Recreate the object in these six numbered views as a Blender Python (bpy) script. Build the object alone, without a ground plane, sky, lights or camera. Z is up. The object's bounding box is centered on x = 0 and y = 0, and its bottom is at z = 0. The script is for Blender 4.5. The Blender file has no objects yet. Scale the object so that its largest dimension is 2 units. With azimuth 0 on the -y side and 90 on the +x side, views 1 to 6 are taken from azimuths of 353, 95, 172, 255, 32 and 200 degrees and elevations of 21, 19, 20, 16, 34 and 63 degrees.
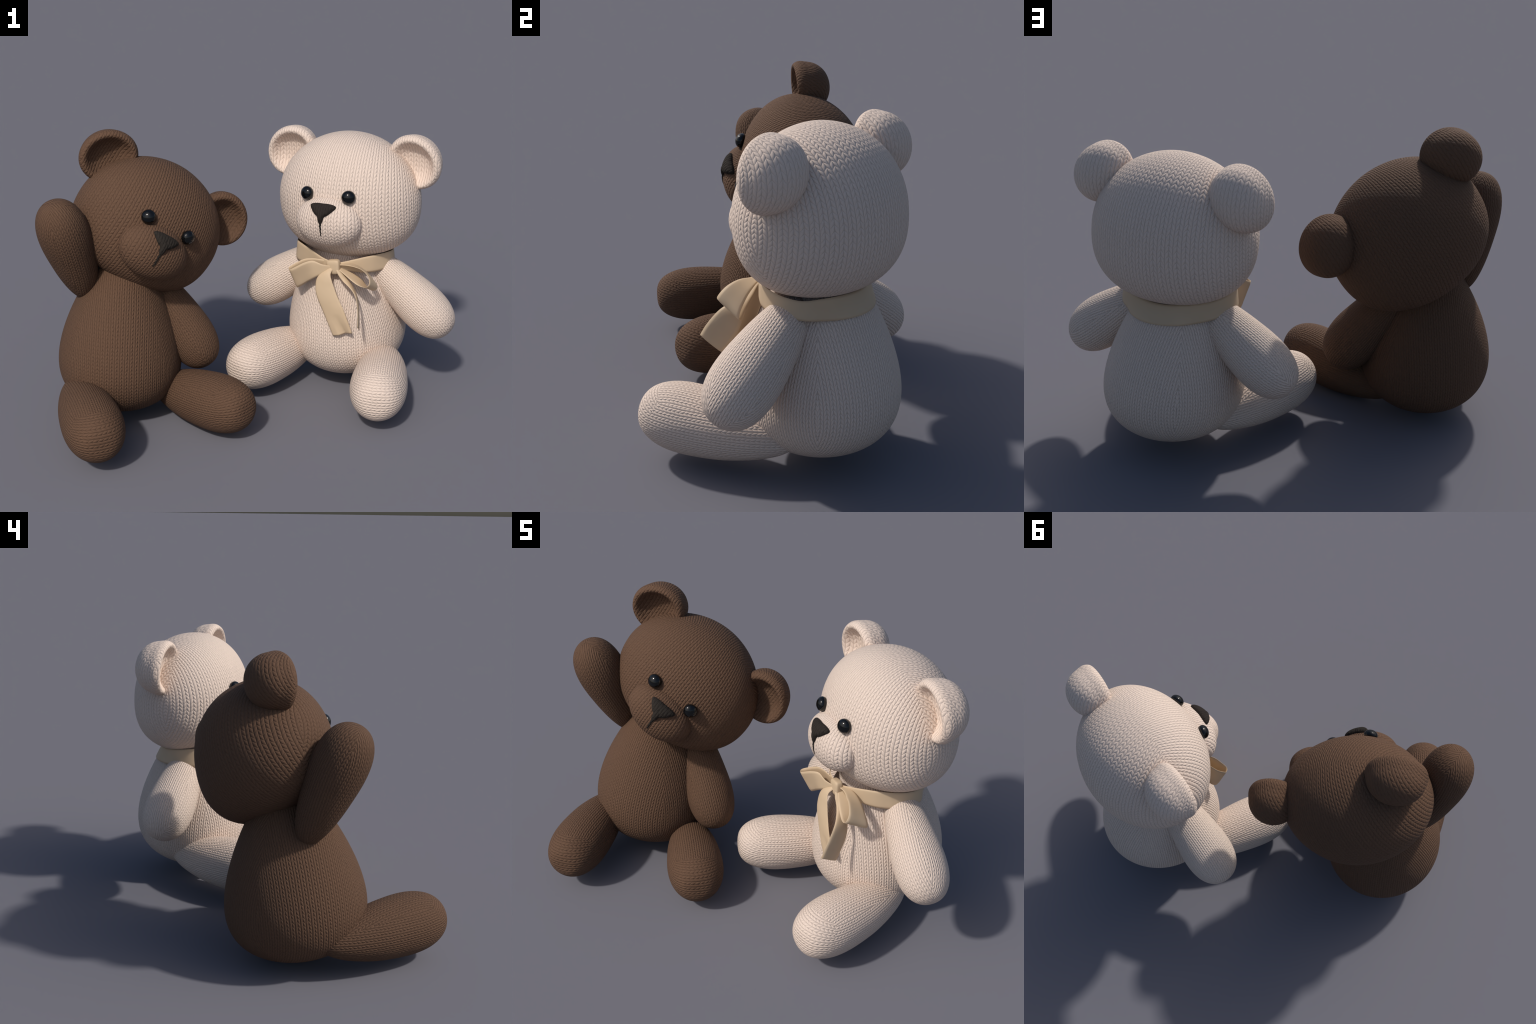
"""Two knitted teddy bears sitting side by side: a brown one waving, a cream one with a satin bow."""
import bpy, math
import numpy as np
from mathutils import Matrix, Vector
from mathutils.bvhtree import BVHTree

# ------------------------------------------------------------------ basics
def rotvec(w):
    w = np.array(w, float)
    t = np.linalg.norm(w)
    k = w / t
    K = np.array([[0, -k[2], k[1]], [k[2], 0, -k[0]], [-k[1], k[0], 0]])
    return np.eye(3) + math.sin(t) * K + (1 - math.cos(t)) * K @ K


def matrix(loc, R):
    m = Matrix([[*map(float, R[i]), float(loc[i])] for i in range(3)] + [[0, 0, 0, 1]])
    return m


def yaw(a):
    return np.array([[math.cos(a), -math.sin(a), 0], [math.sin(a), math.cos(a), 0], [0, 0, 1]])


def frame(axis, up):
    """Rotation whose z runs along axis and whose x leans to up."""
    z = np.array(axis, float); z /= np.linalg.norm(z)
    x = np.array(up, float); x -= z * (x @ z); x /= np.linalg.norm(x)
    return np.stack([x, np.cross(z, x), z], 1)


def mesh_from(name, verts, faces, smooth=True):
    me = bpy.data.meshes.new(name)
    me.from_pydata([tuple(map(float, v)) for v in verts], [], faces)
    me.validate()
    if smooth:
        me.polygons.foreach_set("use_smooth", [True] * len(me.polygons))
    me.update()
    return me


def add(name, me, parent, M, mat):
    ob = bpy.data.objects.new(name, me)
    bpy.context.scene.collection.objects.link(ob)
    if not me.materials:
        me.materials.append(None)
    ob.material_slots[0].link = 'OBJECT'
    ob.material_slots[0].material = mat
    if parent is not None:
        ob.parent = parent
        ob.matrix_parent_inverse = Matrix.Identity(4)
        ob.matrix_basis = WORLD[parent.name].inverted() @ M
    else:
        ob.matrix_basis = M
    WORLD[ob.name] = M
    return ob


WORLD = {}


def empty(name, M):
    ob = bpy.data.objects.new(name, None)
    ob.empty_display_size = 0.1
    bpy.context.scene.collection.objects.link(ob)
    ob.matrix_basis = M
    WORLD[ob.name] = M
    return ob


def quad_sphere(n):
    """Unit directions on an even cube-sphere grid, welded."""
    verts, faces, index = [], [], {}
    t = np.tan(np.linspace(-1, 1, n + 1) * math.pi / 4)

    def vid(p):
        p = np.array(p) / np.linalg.norm(p)
        key = tuple(np.round(p, 6) + 0.0)
        if key not in index:
            index[key] = len(verts)
            verts.append(p)
        return index[key]

    for ax in range(3):
        for sg in (1, -1):
            grid = [[None] * (n + 1) for _ in range(n + 1)]
            for i in range(n + 1):
                for j in range(n + 1):
                    p = [0, 0, 0]
                    p[ax], p[(ax + 1) % 3], p[(ax + 2) % 3] = sg, t[i], t[j]
                    grid[i][j] = vid(p)
            for i in range(n):
                for j in range(n):
                    q = [grid[i][j], grid[i + 1][j], grid[i + 1][j + 1], grid[i][j + 1]]
                    faces.append(q if sg > 0 else q[::-1])
    return np.array(verts), faces


SPHERE_V, SPHERE_F = quad_sphere(44)
SMALL_V, SMALL_F = quad_sphere(14)

# ------------------------------------------------------------------ shapes
def head_shape(D):
    """Wide, slightly flat-bottomed ball; face towards -y."""
    X, Y, Z = D.T
    st = np.hypot(X, Y)
    q = np.where(Z > 0, 1.906, 2.379)
    rr = (st ** q + np.abs(Z) ** q) ** (-1 / q)
    P = np.stack([0.3581 * rr * X, np.where(Y > 0, 0.305, 0.2817) * rr * Y, np.where(Z > 0, 0.3391, 0.304) * rr * Z], 1)
    m = (1 - .0232 * X * X * Z + .0178 * Y * Z - .0224 * Y * Y * Z + .0043 * X * X * Y + .0247 * Z * Z * Y
         - .0107 * X * X * Y * Y + .0168 * X * X * Z * Z + .0326 * Y * Y * Z * Z - .0489 * Z ** 4 + .0138 * X ** 4
         - .0612 * X * X * Y * Z - .0302 * Y * Z ** 3)
    return P * m[:, None]


def stuffed(D, L, rx, ry, q1, q2, k1, k2, k3):
    """Stuffed tube closed at both ends: a superellipse profile along z with a swelling."""
    X, Y, Z = D.T
    q = np.where(Z < 0, q1, q2)
    r = np.maximum(1 - np.abs(Z) ** q, 0) ** (1 / q) * (1 + k1 * Z + k2 * Z * Z + k3 * Z ** 3)
    s = np.hypot(X, Y) + 1e-9
    return np.stack([rx * r * X / s, ry * r * Y / s, L * Z], 1)


def ear_mesh(name, side):
    """Cup-shaped ear: domed back, fat rolled rim, shallow hollow front (front = +z, up = +y)."""
    prof = []
    L = 0.0883
    for t in np.linspace(0.0, 1.0, 30):
        Z = -math.cos(t * math.acos(-.78))
        q = 1.85 if Z < 0 else 4.09
        r = (1 - abs(Z) ** q) ** (1 / q) * (1 + .134 * Z + .129 * Z * Z - .053 * Z ** 3)
        prof.append((r, L * Z))
    r0, z0 = prof[-1]
    # rolled rim: from the widest ring over the front edge into the hollow
    rim = [(r0 - .016, .0755), (r0 - .045, .0810), (r0 - .085, .0845), (r0 - .130, .0855), (r0 - .175, .0835), (r0 - .220, .0785),
           (r0 - .260, .0720), (r0 - .310, .0635), (r0 - .370, .0540), (r0 - .46, .0425), (r0 - .60, .0320), (r0 - .80, .0265)]
    prof += rim
    pts = np.array(prof + [(0.0, .0255)])
    # smooth resample
    pts[:, 1] *= np.where(pts[:, 1] > 0, .93, 1)
    d = np.r_[0, np.cumsum(np.hypot(np.diff(pts[:, 0]) * .13, np.diff(pts[:, 1])))]
    s = np.linspace(0, d[-1], 70)
    pr = np.interp(s, d, pts[:, 0]); pz = np.interp(s, d, pts[:, 1])
    for _ in range(2):
        pr[1:-1] = (pr[:-2] + 2 * pr[1:-1] + pr[2:]) / 4
        pz[1:-1] = (pz[:-2] + 2 * pz[1:-1] + pz[2:]) / 4
    N = 96
    cs, sn = math.cos(math.radians(43)), math.sin(math.radians(43))
    V, F = [(0, 0, pz[0])], []
    for r, z in zip(pr[1:-1], pz[1:-1]):
        for k in range(N):
            a = k * math.tau / N
            ex, ey = .1167 * r * math.cos(a), .1301 * r * math.sin(a)   # slightly longer towards the crown
            V.append((ex * cs - side * ey * sn, side * ex * sn + ey * cs, z))
    V.append((0, 0, pz[-1]))
    R = len(pr) - 2
    for k in range(N):
        k2 = (k + 1) % N
        F.append((0, 1 + k2, 1 + k))
        for i in range(R - 1):
            a = 1 + i * N
            F.append((a + k, a + k2, a + N + k2, a + N + k))
        a = 1 + (R - 1) * N
        F.append((a + k, a + k2, len(V) - 1))
    V = np.array(V)
    return mesh_from(name, V, F)


MUZ_C = np.array([0, -.256, -.0455]); MUZ_R = np.array([.167, .106, .127])


def on_muzzle(x, z, lift=0.0):
    k = 1 - ((x - MUZ_C[0]) / MUZ_R[0]) ** 2 - ((z - MUZ_C[2]) / MUZ_R[2]) ** 2
    y = MUZ_C[1] - MUZ_R[1] * math.sqrt(max(k, 0.0))
    n = np.array([x / MUZ_R[0] ** 2, (y - MUZ_C[1]) / MUZ_R[1] ** 2, (z - MUZ_C[2]) / MUZ_R[2] ** 2])
    n /= np.linalg.norm(n)
    return np.array([x, y, z]) + n * lift


def catmull(P, n):
    P = np.array(P, float)
    d = np.r_[0, np.cumsum(np.linalg.norm(np.diff(P, axis=0), axis=1) ** .5)]
    Q = np.vstack([2 * P[0] - P[1], P, 2 * P[-1] - P[-2]])
    dd = np.r_[2 * d[0] - d[1], d, 2 * d[-1] - d[-2]]
    out = []
    for t in np.linspace(d[0], d[-1], n):
        i = min(np.searchsorted(d, t, side='right') - 1, len(d) - 2)
        p0, p1, p2, p3 = Q[i:i + 4]; t0, t1, t2, t3 = dd[i:i + 4]
        a1 = (t1 - t) / (t1 - t0) * p0 + (t - t0) / (t1 - t0) * p1
        a2 = (t2 - t) / (t2 - t1) * p1 + (t - t1) / (t2 - t1) * p2
        a3 = (t3 - t) / (t3 - t2) * p2 + (t - t2) / (t3 - t2) * p3
        b1 = (t2 - t) / (t2 - t0) * a1 + (t - t0) / (t2 - t0) * a2
        b2 = (t3 - t) / (t3 - t1) * a2 + (t - t1) / (t3 - t1) * a3
        out.append((t2 - t) / (t2 - t1) * b1 + (t - t1) / (t2 - t1) * b2)
    return np.array(out)


def nose_mesh():
    half = [(0, .0515), (.020, .0515), (.042, .0490), (.058, .0445), (.0645, .0400), (.0625, .0345), (.054, .0265), (.040, .0145), (.028, .0060),
            (.0185, .0015), (.0145, -.006), (.0125, -.017), (.0085, -.027), (.0035, -.034)]
    out = catmull([(x, z + .0105) for x, z in half], 46)
    ring = [tuple(p) for p in out] + [(-x, z) for x, z in out[::-1][:-1]]
    c = np.array([0, .0345])
    N, levels = len(ring), [0.0] + [.18, .36, .54, .7, .82, .91, .97, 1.0]
    V, F = [], []
    V.append(on_muzzle(0, .0345, .020))
    for s in levels[1:]:
        lift = .020 * (1 - s ** 3.2) ** .5 + .001 if s < 1 else -.006
        for x, z in ring:
            p = c + (np.array([x, z]) - c) * s
            l = lift
            if z < .0145 and s < 1:
                l = lift * max(.45, 1 - (.0145 - p[1]) * 14) if p[1] < .0145 else lift
            V.append(on_muzzle(p[0], p[1], l))
    for k in range(N):
        k2 = (k + 1) % N
        F.append((0, 1 + k2, 1 + k))
        for i in range(len(levels) - 2):
            a = 1 + i * N
            F.append((a + k, a + k2, a + N + k2, a + N + k))
    V = np.array(V)
    return mesh_from("nose", V, [f[::-1] for f in F])


def mouth_mesh():
    """Short embroidered line below the nose, tapering to a thread end."""
    V, F, M, K = [], [], 40, 10
    for i in range(M):
        t = i / (M - 1)
        z = -.0175 - .066 * t
        x = .0010 * math.sin(t * 19) + .0006 * math.sin(t * 41 + 1) + .002 * t
        r = .0056 * (1 - .62 * t) * (1 + .14 * math.sin(t * 52))
        for k in range(K):
            a = k * math.tau / K
            V.append(on_muzzle(x + r * math.cos(a), z, r * .8 * math.sin(a) + .0008))
    for i in range(M - 1):
        for k in range(K):
            k2 = (k + 1) % K
            F.append((i * K + k, i * K + k2, (i + 1) * K + k2, (i + 1) * K + k))
    F.append(tuple(range(K))[::-1]); F.append(tuple((M - 1) * K + k for k in range(K)))
    return mesh_from("mouth", V, [f[::-1] for f in F])


def ribbon_mesh(name, A, B, n=64, across=8, thick=.0042, cup=0.0, ripple=0.0, fold=0.0):
    """Cloth strip between two edge curves, given a real thickness with rounded edges."""
    a, b = catmull(A, n), catmull(B, n)
    mid = np.zeros((n, across + 1, 3))
    for j in range(across + 1):
        t = j / across
        mid[:, j] = a * (1 - t) + b * t
    du = np.gradient(mid, axis=0); dv = np.gradient(mid, axis=1)
    nn = np.cross(du, dv); nn /= np.linalg.norm(nn, axis=2, keepdims=True) + 1e-12
    tt = np.linspace(0, 1, across + 1)
    ss = np.linspace(0, 1, n)
    off = cup * 4 * tt * (1 - tt) * np.ones((n, 1)) + ripple * np.sin(ss * 17)[:, None] * np.cos(tt * 5 + ss[:, None] * 9)
    crease = np.abs(tt[None, :] - .62 + .25 * (1 - ss[:, None]))
    off = off - fold * np.clip((ss[:, None] - .74) / .26, 0, 1) * np.clip(1 - crease / .30, 0, 1)
    mid = mid + nn * off[..., None]
    # section: upper sheet, lower sheet; rounded at both long edges
    w = np.sqrt(np.clip(1 - np.abs(2 * tt - 1) ** 14, 0.02, 1))[None, :, None]
    up, lo = mid + nn * w * thick / 2, mid - nn * w * thick / 2
    W = 2 * (across + 1)
    V = np.concatenate([up, lo[:, ::-1]], axis=1).reshape(-1, 3)
    F = []
    for i in range(n - 1):
        for k in range(W):
            k2 = (k + 1) % W
            F.append((i * W + k, i * W + k2, (i + 1) * W + k2, (i + 1) * W + k))
    F.append(tuple(range(W))[::-1]); F.append(tuple((n - 1) * W + k for k in range(W)))
    me = mesh_from(name, V, [f[::-1] for f in F])
    return me


# ------------------------------------------------------------------ materials
class Nodes:
    """Small helper that turns formulas into Math nodes."""
    def __init__(self, mat):
        mat.use_nodes = True
        self.t = mat.node_tree
        self.bsdf = self.t.nodes["Principled BSDF"]

    def new(self, kind, **kw):
        n = self.t.nodes.new(kind)
        for k, v in kw.items():
            setattr(n, k, v)
        return n

    def put(self, sock, v):
        if isinstance(v, (int, float)):
            sock.default_value = v
        else:
            self.t.links.new(v, sock)

    def m(self, op, *args, clamp=False):
        n = self.new("ShaderNodeMath", operation=op, use_clamp=clamp)
        for i, a in enumerate(args):
            self.put(n.inputs[i], a)
        return n.outputs[0]

    def add(self, a, b): return self.m("ADD", a, b)
    def sub(self, a, b): return self.m("SUBTRACT", a, b)
    def mul(self, a, b): return self.m("MULTIPLY", a, b)
    def div(self, a, b): return self.m("DIVIDE", a, b)

    def mix(self, f, a, b):
        """a where f=0, b where f=1"""
        return self.add(a, self.mul(f, self.sub(b, a)))

    def xyz(self, offset=(0, 0, 0)):
        tc = self.new("ShaderNodeTexCoord")
        self.obj = tc.outputs["Object"]
        mp = self.new("ShaderNodeMapping")
        mp.inputs["Location"].default_value = [-o for o in offset]
        self.t.links.new(self.obj, mp.inputs["Vector"])
        s = self.new("ShaderNodeSeparateXYZ")
        self.t.links.new(mp.outputs[0], s.inputs[0])
        return s.outputs[0], s.outputs[1], s.outputs[2]

    def half_ball(self, x, pole, z, R):
        """Unrolls each half of a ball flat around its pole; the two halves meet in a seam."""
        h = self.m("SQRT", self.add(self.add(self.mul(x, x), self.mul(z, z)), 1e-6))
        th = self.m("ARCTAN2", h, self.m("ABSOLUTE", pole))
        k = self.mul(self.div(th, h), R)
        return self.mul(x, k), self.mul(z, k)

    def tube(self, x, y, z, panels):
        """Unrolls a round part in lengthwise panels; columns run into V seams where it narrows."""
        rho = self.m("SQRT", self.add(self.add(self.mul(x, x), self.mul(y, y)), 1e-8))
        phi = self.m("ARCTAN2", y, x)
        w = math.pi / panels
        return self.mul(rho, self.m("WRAP", phi, w, -w)), z, rho


def knit(mat, n, u, v, W, H, depth, colour, deep, fibre=220):
    """Stocking stitch: columns of slanted yarn legs that meet in upside-down Vs."""
    wob = n.new("ShaderNodeTexNoise"); wob.inputs["Scale"].default_value = 26; wob.inputs["Detail"].default_value = 1
    n.t.links.new(n.obj, wob.inputs["Vector"])
    wv = n.mul(n.sub(wob.outputs["Fac"], .5), .16)
    cu = n.add(n.div(u, W), wv)
    t = n.m("SUBTRACT", n.m("FRACT", n.add(cu, .5)), .5)
    a = n.mul(n.m("ABSOLUTE", t), 2)
    leg = n.m("POWER", n.m("MAXIMUM", n.mul(n.mul(a, n.sub(1, a)), 4), 0.0001), .45)
    ph = n.m("FRACT", n.add(n.add(n.div(v, H), n.mul(a, .66)), wv))
    st = n.m("POWER", n.m("MAXIMUM", n.m("SINE", n.mul(ph, math.pi)), 0.0001), .55)
    ends = n.m("ABSOLUTE", n.sub(n.mul(a, 2), 1))
    dip = n.mul(n.add(n.add(.22, n.mul(n.sub(1, a), .22)), n.mul(ends, .18)), n.sub(1, st))      # stitch ends dip most at the heart of the V
    hgt = n.mul(n.add(.36, n.mul(leg, .64)), n.sub(1, dip))
    fib = n.new("ShaderNodeTexNoise"); fib.inputs["Scale"].default_value = fibre; fib.inputs["Detail"].default_value = 3
    n.t.links.new(n.obj, fib.inputs["Vector"])
    full = n.add(hgt, n.mul(n.sub(fib.outputs["Fac"], .5), .03))
    bump = n.new("ShaderNodeBump"); bump.inputs["Strength"].default_value = 1.0; bump.inputs["Distance"].default_value = depth
    n.t.links.new(full, bump.inputs["Height"])
    n.t.links.new(bump.outputs[0], n.bsdf.inputs["Normal"])
    cr = n.new("ShaderNodeValToRGB")
    cr.color_ramp.elements[0].position = .28; cr.color_ramp.elements[0].color = (*deep, 1)
    cr.color_ramp.elements[1].position = .72; cr.color_ramp.elements[1].color = (*colour, 1)
    n.t.links.new(fib.outputs["Fac"], cr.inputs[0])
    n.t.links.new(cr.outputs[0], n.bsdf.inputs["Base Color"])
    n.bsdf.inputs["Roughness"].default_value = .85
    n.bsdf.inputs["Specular IOR Level"].default_value = .25


def yarn_set(tag, colour, deep, nose, gain=1.0):
    S = {}

    def begin(part):
        mat = bpy.data.materials.new(f"{tag}_yarn_{part}")
        S[part] = mat
        return mat, Nodes(mat)

    mat, n = begin("head"); x, y, z = n.xyz()
    u, v = n.half_ball(x, y, z, .325)
    knit(mat, n, u, v, .0320, .0236, .0056 * gain, colour, deep)

    mat, n = begin("muzzle"); x, y, z = n.xyz(tuple(MUZ_C))
    u, v = n.half_ball(x, y, z, .135)
    knit(mat, n, u, v, .0320, .0236, .0056 * gain, colour, deep)

    mat, n = begin("torso"); x, y, z = n.xyz()
    u, v, rho = n.tube(n.mul(y, -1), x, z, 4)
    knit(mat, n, u, v, .0230, .0175, .0057 * gain, colour, deep)

    mat, n = begin("arm"); x, y, z = n.xyz()
    u, v, rho = n.tube(x, y, n.mul(z, -1), 4)
    knit(mat, n, u, v, .0222, .0176, .0056 * gain, colour, deep)

    mat, n = begin("leg"); x, y, z = n.xyz()
    u, v, rho = n.tube(x, y, z, 4)
    sole = n.m("GREATER_THAN", n.sub(z, .10), n.mul(n.m("MAXIMUM", n.m("ABSOLUTE", x), n.m("ABSOLUTE", y)), 1.1))
    su, sv = n.half_ball(x, n.m("MAXIMUM", n.sub(z, .09), .002), y, .185)
    knit(mat, n, n.mix(sole, u, su), n.mix(sole, v, sv), .0222, .0176, .0056 * gain, colour, deep)

    mat, n = begin("ear"); x, y, z = n.xyz()
    tn = n.new("ShaderNodeTexCoord"); sn = n.new("ShaderNodeSeparateXYZ")
    n.t.links.new(tn.outputs["Normal"], sn.inputs[0])
    front = n.m("GREATER_THAN", sn.outputs[2], .35)      # hollow and rim are one panel, the domed back another
    u, v = n.half_ball(x, n.m("MINIMUM", n.sub(z, .085), -.002), y, .14)
    knit(mat, n, n.mix(front, u, x), n.mix(front, v, y), .0275, .0225, .0045 * gain, colour, deep)

    mat, n = begin("nose"); x, y, z = n.xyz()
    knit(mat, n, x, z, .026, .024, .0035 * gain, nose, tuple(c * .8 for c in nose))
    n.bsdf.inputs["Specular IOR Level"].default_value = .12
    mat, n = begin("mouth"); x, y, z = n.xyz()
    knit(mat, n, x, z, .026, .012, .002, tuple(c * .5 for c in nose), tuple(c * .4 for c in nose))
    return S


CREAM = yarn_set("cream", (.715, .590, .508), (.67, .545, .462), (.030, .024, .021))
BROWN = yarn_set("brown", (.123, .069, .0415), (.107, .058, .035), (.030, .025, .021))

bead = bpy.data.materials.new("black_glass_bead"); n = Nodes(bead)
n.xyz()
nz = n.new("ShaderNodeTexNoise"); nz.inputs["Scale"].default_value = 40
n.t.links.new(n.obj, nz.inputs["Vector"])
cr = n.new("ShaderNodeValToRGB")
cr.color_ramp.elements[0].color = (.002, .0025, .003, 1); cr.color_ramp.elements[1].color = (.004, .005, .006, 1)
n.t.links.new(nz.outputs["Fac"], cr.inputs[0]); n.t.links.new(cr.outputs[0], n.bsdf.inputs["Base Color"])
n.bsdf.inputs["Roughness"].default_value = .04
n.bsdf.inputs["Specular IOR Level"].default_value = .42

satin = bpy.data.materials.new("beige_ribbon_cloth"); n = Nodes(satin)
n.xyz()
w1 = n.new("ShaderNodeTexNoise"); w1.inputs["Scale"].default_value = 9; w1.inputs["Detail"].default_value = 2
w2 = n.new("ShaderNodeTexNoise"); w2.inputs["Scale"].default_value = 500; w2.inputs["Detail"].default_value = 2
for w in (w1, w2):
    n.t.links.new(n.obj, w.inputs["Vector"])
cr = n.new("ShaderNodeValToRGB")
cr.color_ramp.elements[0].position = .3; cr.color_ramp.elements[0].color = (.545, .412, .275, 1)
cr.color_ramp.elements[1].position = .7; cr.color_ramp.elements[1].color = (.575, .437, .295, 1)
n.t.links.new(w1.outputs["Fac"], cr.inputs[0]); n.t.links.new(cr.outputs[0], n.bsdf.inputs["Base Color"])
bm = n.new("ShaderNodeBump"); bm.inputs["Distance"].default_value = .02; bm.inputs["Strength"].default_value = .25
hh = n.add(n.mul(w1.outputs["Fac"], .5), n.mul(w2.outputs["Fac"], .01))
n.t.links.new(hh, bm.inputs["Height"]); n.t.links.new(bm.outputs[0], n.bsdf.inputs["Normal"])
n.bsdf.inputs["Roughness"].default_value = .6
n.bsdf.inputs["Specular IOR Level"].default_value = .3

# ------------------------------------------------------------------ shared meshes
HEAD = mesh_from("head", head_shape(SPHERE_V), SPHERE_F)
MUZZLE = mesh_from("muzzle", SPHERE_V * MUZ_R + MUZ_C, SPHERE_F)
# the muzzle keeps its origin at the head's, so its mesh is already in head space
tv = stuffed(SPHERE_V, .4005, .2725, .2883, 2.009, 1.956, -.4268, .1397, -.025)
tv[:, 0] += .0117 * (SPHERE_V[:, 2] ** 2 - .3)          # the stuffing sits a little to one side
TORSO = mesh_from("torso", tv, SPHERE_F)
ARM = mesh_from("arm", stuffed(SPHERE_V, .2786, .1180, .1105, 2.634, 2.205, .320, .033, -.006), SPHERE_F)
LEG = mesh_from("leg", stuffed(SPHERE_V, .3212, .1306, .1306, 2.015, 3.03, .235, -.080, -.105), SPHERE_F)
EARS = {1: ear_mesh("ear", 1), -1: ear_mesh("ear", -1)}
EYE = mesh_from("eye", SMALL_V * [.0335, .0335, .0265], SMALL_F)
NOSE = nose_mesh()
MOUTH = mouth_mesh()


def teddy(name, label, category, base, facing, yarn, head, torso, arms, legs):
    """base: point on the ground; facing: turn about z (0 looks to -y)."""
    root = empty(name, matrix(base, yaw(facing)))
    root["label"], root["category"] = label, category
    tl, taxis = torso
    add("torso", TORSO, root, matrix(tl, rotvec(taxis)), yarn["torso"])
    hl, hr = head
    R = rotvec(hr); hl = np.array(hl)
    H = add("head", HEAD, root, matrix(hl, R), yarn["head"])
    add("muzzle", MUZZLE, H, matrix(hl, R), yarn["muzzle"])
    add("nose", NOSE, H, matrix(hl, R), yarn["nose"])
    add("mouth", MOUTH, H, matrix(hl, R), yarn["mouth"])
    for s in (1, -1):
        c = np.array([s * .1064, -.2650, .0896])
        nrm = np.array([s * .36, -.92, .17])
        add("eye", EYE, H, matrix(hl + R @ c, R @ frame(nrm, (1, 0, 0))), bead)
    for s in (1, -1):
        c = np.array([s * .3274, .0860, .1936])
        z = np.array([s * -.037, -.9989, -.030])
        E = frame(z, (1, 0, 0))   # z to the front, x to the side, y up
        add("ear", EARS[s], H, matrix(hl + R @ c, R @ E), yarn["ear"])
    for loc, rv in arms:
        add("arm", ARM, root, matrix(loc, rotvec(rv)), yarn["arm"])
    for loc, ax in legs:
        add("leg", LEG, root, matrix(loc, frame(ax, (0, 0, 1))), yarn["leg"])
    return root


brown = teddy("brown_teddy_bear", "brown knitted teddy bear sitting and waving, head tilted", "teddy bear",
              (-.65, .07, 0), .49, BROWN,
              ((-.4953, .1585, .9183), (-.0276, .5869, .1673)),
              ((-.6470, .0700, .4273), (-.0967, .0663, -.0384)),
              [((-.3663, .0892, .4540), (.9359, 2.3442, -.1391)), ((-.8533, -.0165, .8630), (-.0248, -.4595, 2.0977))],
              [((-.2866, -.1375, .1325), (.6541, -.7463, .1215)), ((-.8106, -.2982, .1720), (.2611, -.965, .0226))])

cream = teddy("cream_teddy_bear", "cream knitted teddy bear sitting, beige ribbon bow", "teddy bear",
              (.51, .27, 0), -.60, CREAM,
              ((.5101, .2719, .9922), (.0522, -.0442, -.6009)),
              ((.5114, .2705, .4542), (.0346, -.0841, -.7893)),
              [((.7854, .0702, .5313), (1.5892, 1.5217, .1385)), ((.2388, .4266, .5323), (-1.9743, -1.1159, .5187))],
              [((.6124, -.1191, .1735), (-.3261, -.9444, .0418)), ((.1412, .2022, .1729), (-.7595, -.6486, .0491))])

# ------------------------------------------------------------------ ribbon and bow (cream bear)
NECK = np.array([.502, .277, 0.0])
SIDE = np.array([.8249, -.5646, 0]); FRONT = np.array([-.5646, -.8249, 0])


def around(deg, r, z):
    a = math.radians(deg)
    return NECK + r * (math.sin(a) * SIDE + math.cos(a) * FRONT) + np.array([0, 0, z])


# band stations: angle from the front (towards the bear's left), top radius and height, bottom radius and height
STATIONS = [(11, .240, .716, .240, .688), (18, .236, .722, .234, .680), (33, .229, .734, .230, .670), (47, .230, .743, .232, .662),
            (62, .236, .746, .239, .659), (78, .243, .744, .249, .662), (95, .247, .737, .255, .665), (110, .238, .729, .247, .658),
            (127, .214, .731, .216, .648), (145, .188, .728, .198, .646), (165, .172, .724, .194, .646), (180, .167, .722, .193, .646),
            (195, .167, .722, .193, .646), (215, .172, .725, .195, .646), (234, .188, .729, .202, .648), (252, .210, .733, .218, .654),
            (268, .230, .742, .238, .662), (284, .242, .750, .250, .660), (298, .244, .754, .250, .656), (314, .230, .755, .234, .658),
            (330, .226, .751, .230, .662), (345, .238, .747, .236, .670), (356, .249, .738, .243, .678), (366, .250, .726, .244, .686)]
torso_cream = [o for o in cream.children if o.name.startswith("torso")][0]
TM = WORLD[torso_cream.name]
tree = BVHTree.FromPolygons([TM @ v.co for v in TORSO.vertices], [p.vertices[:] for p in TORSO.polygons])


def clear(deg, r, z, gap=.007):
    """Keeps the cloth just outside the neck at this angle and height."""
    far, axis = Vector(around(deg, .6, z)), Vector(around(deg, 0.0, z))
    hit = tree.ray_cast(far, (axis - far).normalized(), .6)
    return max(r, .6 - hit[3] + gap) if hit[0] is not None else r


STATIONS = [(d, clear(d, rt, zt), zt, clear(d, rb, zb), zb) for d, rt, zt, rb, zb in STATIONS]
band = add("ribbon", ribbon_mesh("ribbon", [around(d, rt, zt) for d, rt, zt, rb, zb in STATIONS],
                                 [around(d, rb, zb) for d, rt, zt, rb, zb in STATIONS], n=150, across=8, cup=0),
           cream, Matrix.Identity(4), satin)

KNOT = (.397, .053, .699)


def strip(name, A, B, **kw):
    return add(name, ribbon_mesh(name, A, B, **kw), band, Matrix.Identity(4), satin)


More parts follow.
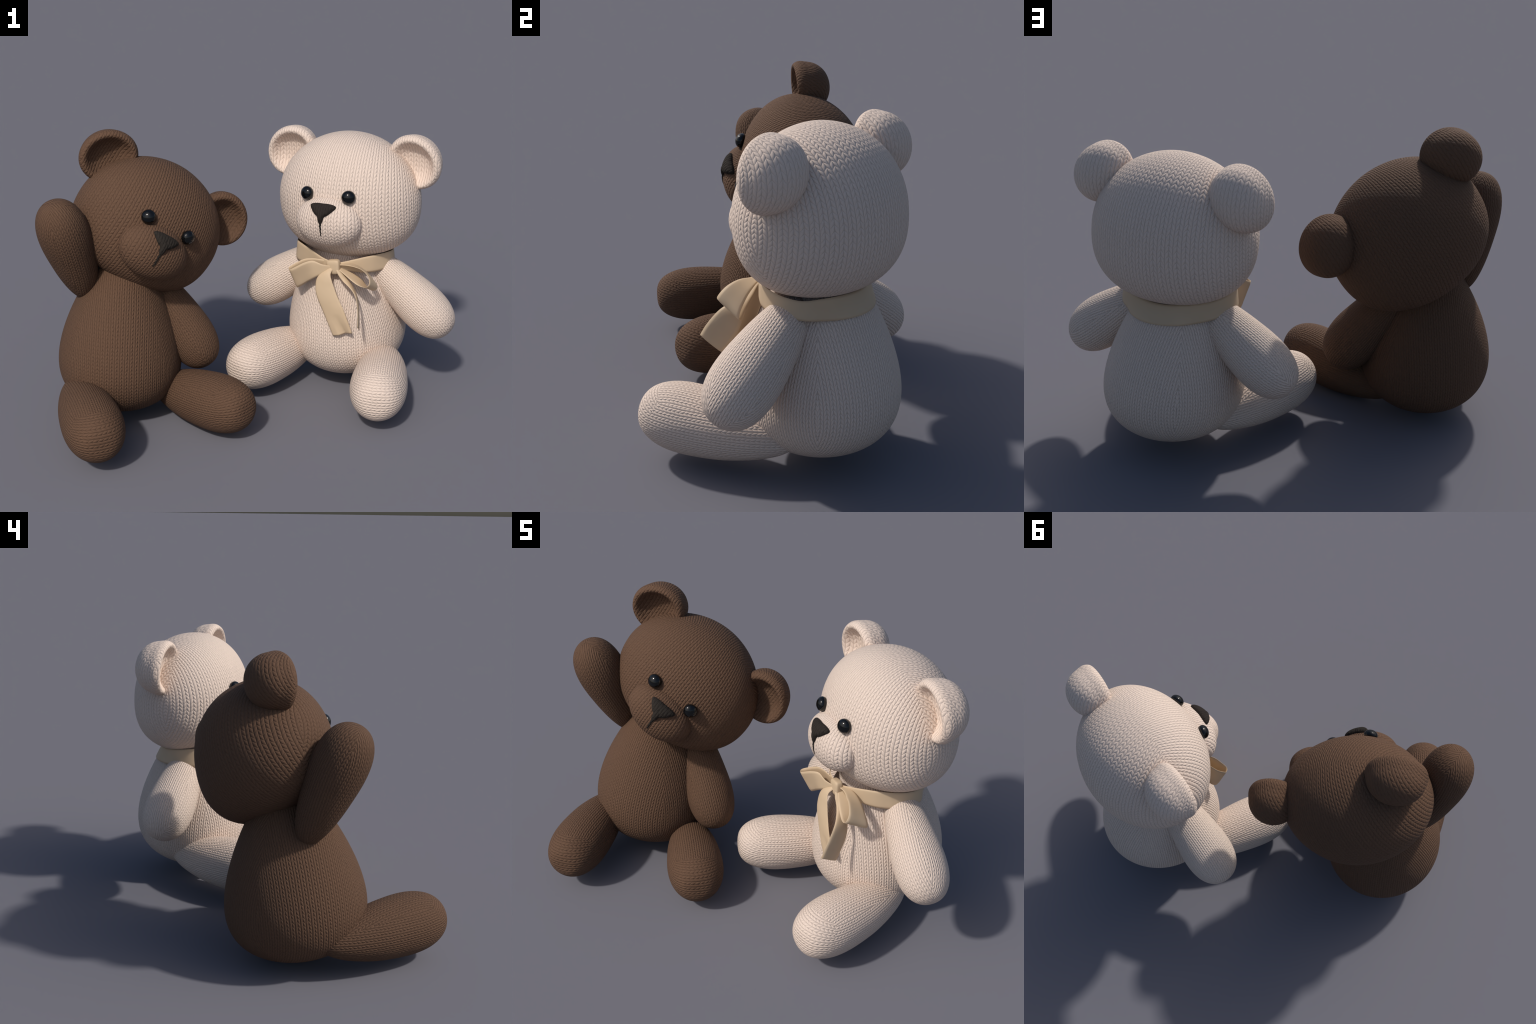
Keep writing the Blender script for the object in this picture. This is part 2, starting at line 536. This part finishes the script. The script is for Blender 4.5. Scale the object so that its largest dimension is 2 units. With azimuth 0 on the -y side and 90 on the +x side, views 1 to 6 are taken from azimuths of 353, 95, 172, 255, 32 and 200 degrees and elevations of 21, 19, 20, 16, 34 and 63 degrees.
# loop on the bear's right: out along the back sheet, round the tip, back along the front sheet
strip("bow_loop",
      [(.392, .068, .722), (.350, .078, .728), (.305, .098, .730), (.262, .116, .722), (.215, .120, .700), (.181, .106, .684),
       (.186, .085, .684), (.218, .074, .703), (.254, .068, .722), (.293, .068, .729), (.338, .050, .715), (.388, .046, .706)],
      [(.392, .075, .690), (.350, .092, .675), (.310, .118, .650), (.285, .140, .615), (.258, .152, .585), (.234, .143, .568),
       (.228, .124, .568), (.246, .106, .584), (.276, .094, .608), (.312, .066, .643), (.345, .050, .668), (.388, .044, .688)],
      n=80, cup=0)
# loop on the bear's left: sags down and forward
strip("bow_loop",
      [(.412, .040, .711), (.438, .026, .714), (.462, .006, .717), (.486, -.024, .720), (.509, -.049, .717), (.528, -.076, .704), (.537, -.095, .686),
       (.534, -.109, .664), (.522, -.107, .650), (.506, -.093, .645), (.486, -.070, .648), (.466, -.045, .658), (.442, -.012, .674), (.415, .030, .690)],
      [(.422, .060, .710), (.452, .056, .714), (.484, .046, .713), (.518, .030, .703), (.550, .010, .681), (.580, -.009, .648), (.597, -.019, .622),
       (.598, -.021, .602), (.584, -.015, .590), (.558, -.006, .606), (.530, .010, .641), (.499, .025, .663), (.465, .036, .680), (.425, .052, .694)],
      n=80, cup=0)
# hanging tails
strip("bow_tail",
      [(.372, .055, .690), (.335, .060, .668), (.312, .058, .635), (.307, .045, .580), (.314, .033, .545), (.329, .019, .507), (.345, .006, .467), (.365, -.010, .415), (.386, -.021, .362)],
      [(.390, .040, .692), (.374, .020, .672), (.378, .004, .644), (.388, -.008, .614), (.396, -.018, .588), (.410, -.034, .552), (.424, -.049, .520), (.446, -.062, .462), (.472, -.066, .392)],
      n=60, across=16, cup=.006, fold=.016)
strip("bow_tail",
      [(.402, .026, .690), (.412, .012, .668), (.430, -.006, .644), (.453, -.045, .627), (.468, -.081, .610), (.474, -.111, .590), (.474, -.138, .562), (.471, -.168, .523), (.465, -.192, .482)],
      [(.416, .036, .690), (.434, .026, .676), (.452, .018, .656), (.471, .009, .630), (.487, -.003, .601), (.499, -.017, .569), (.506, -.039, .515), (.502, -.070, .466), (.497, -.104, .422)],
      n=60, cup=.004)

# knot: a short wrap, pinched at both sides
kz = frame(FRONT, (0, 0, 1))
D = SPHERE_V.copy()
q = 4.0
k = (np.abs(D) ** q).sum(1) ** (-1 / q)
P = D * k[:, None]
P = P * [.037, .032, .020]
P[:, 1] *= 1 + .12 * P[:, 0] / .036
tilt = rotvec((0, 0, .18))
add("knot", mesh_from("knot", P, SPHERE_F), band, matrix(KNOT, kz @ tilt), satin)
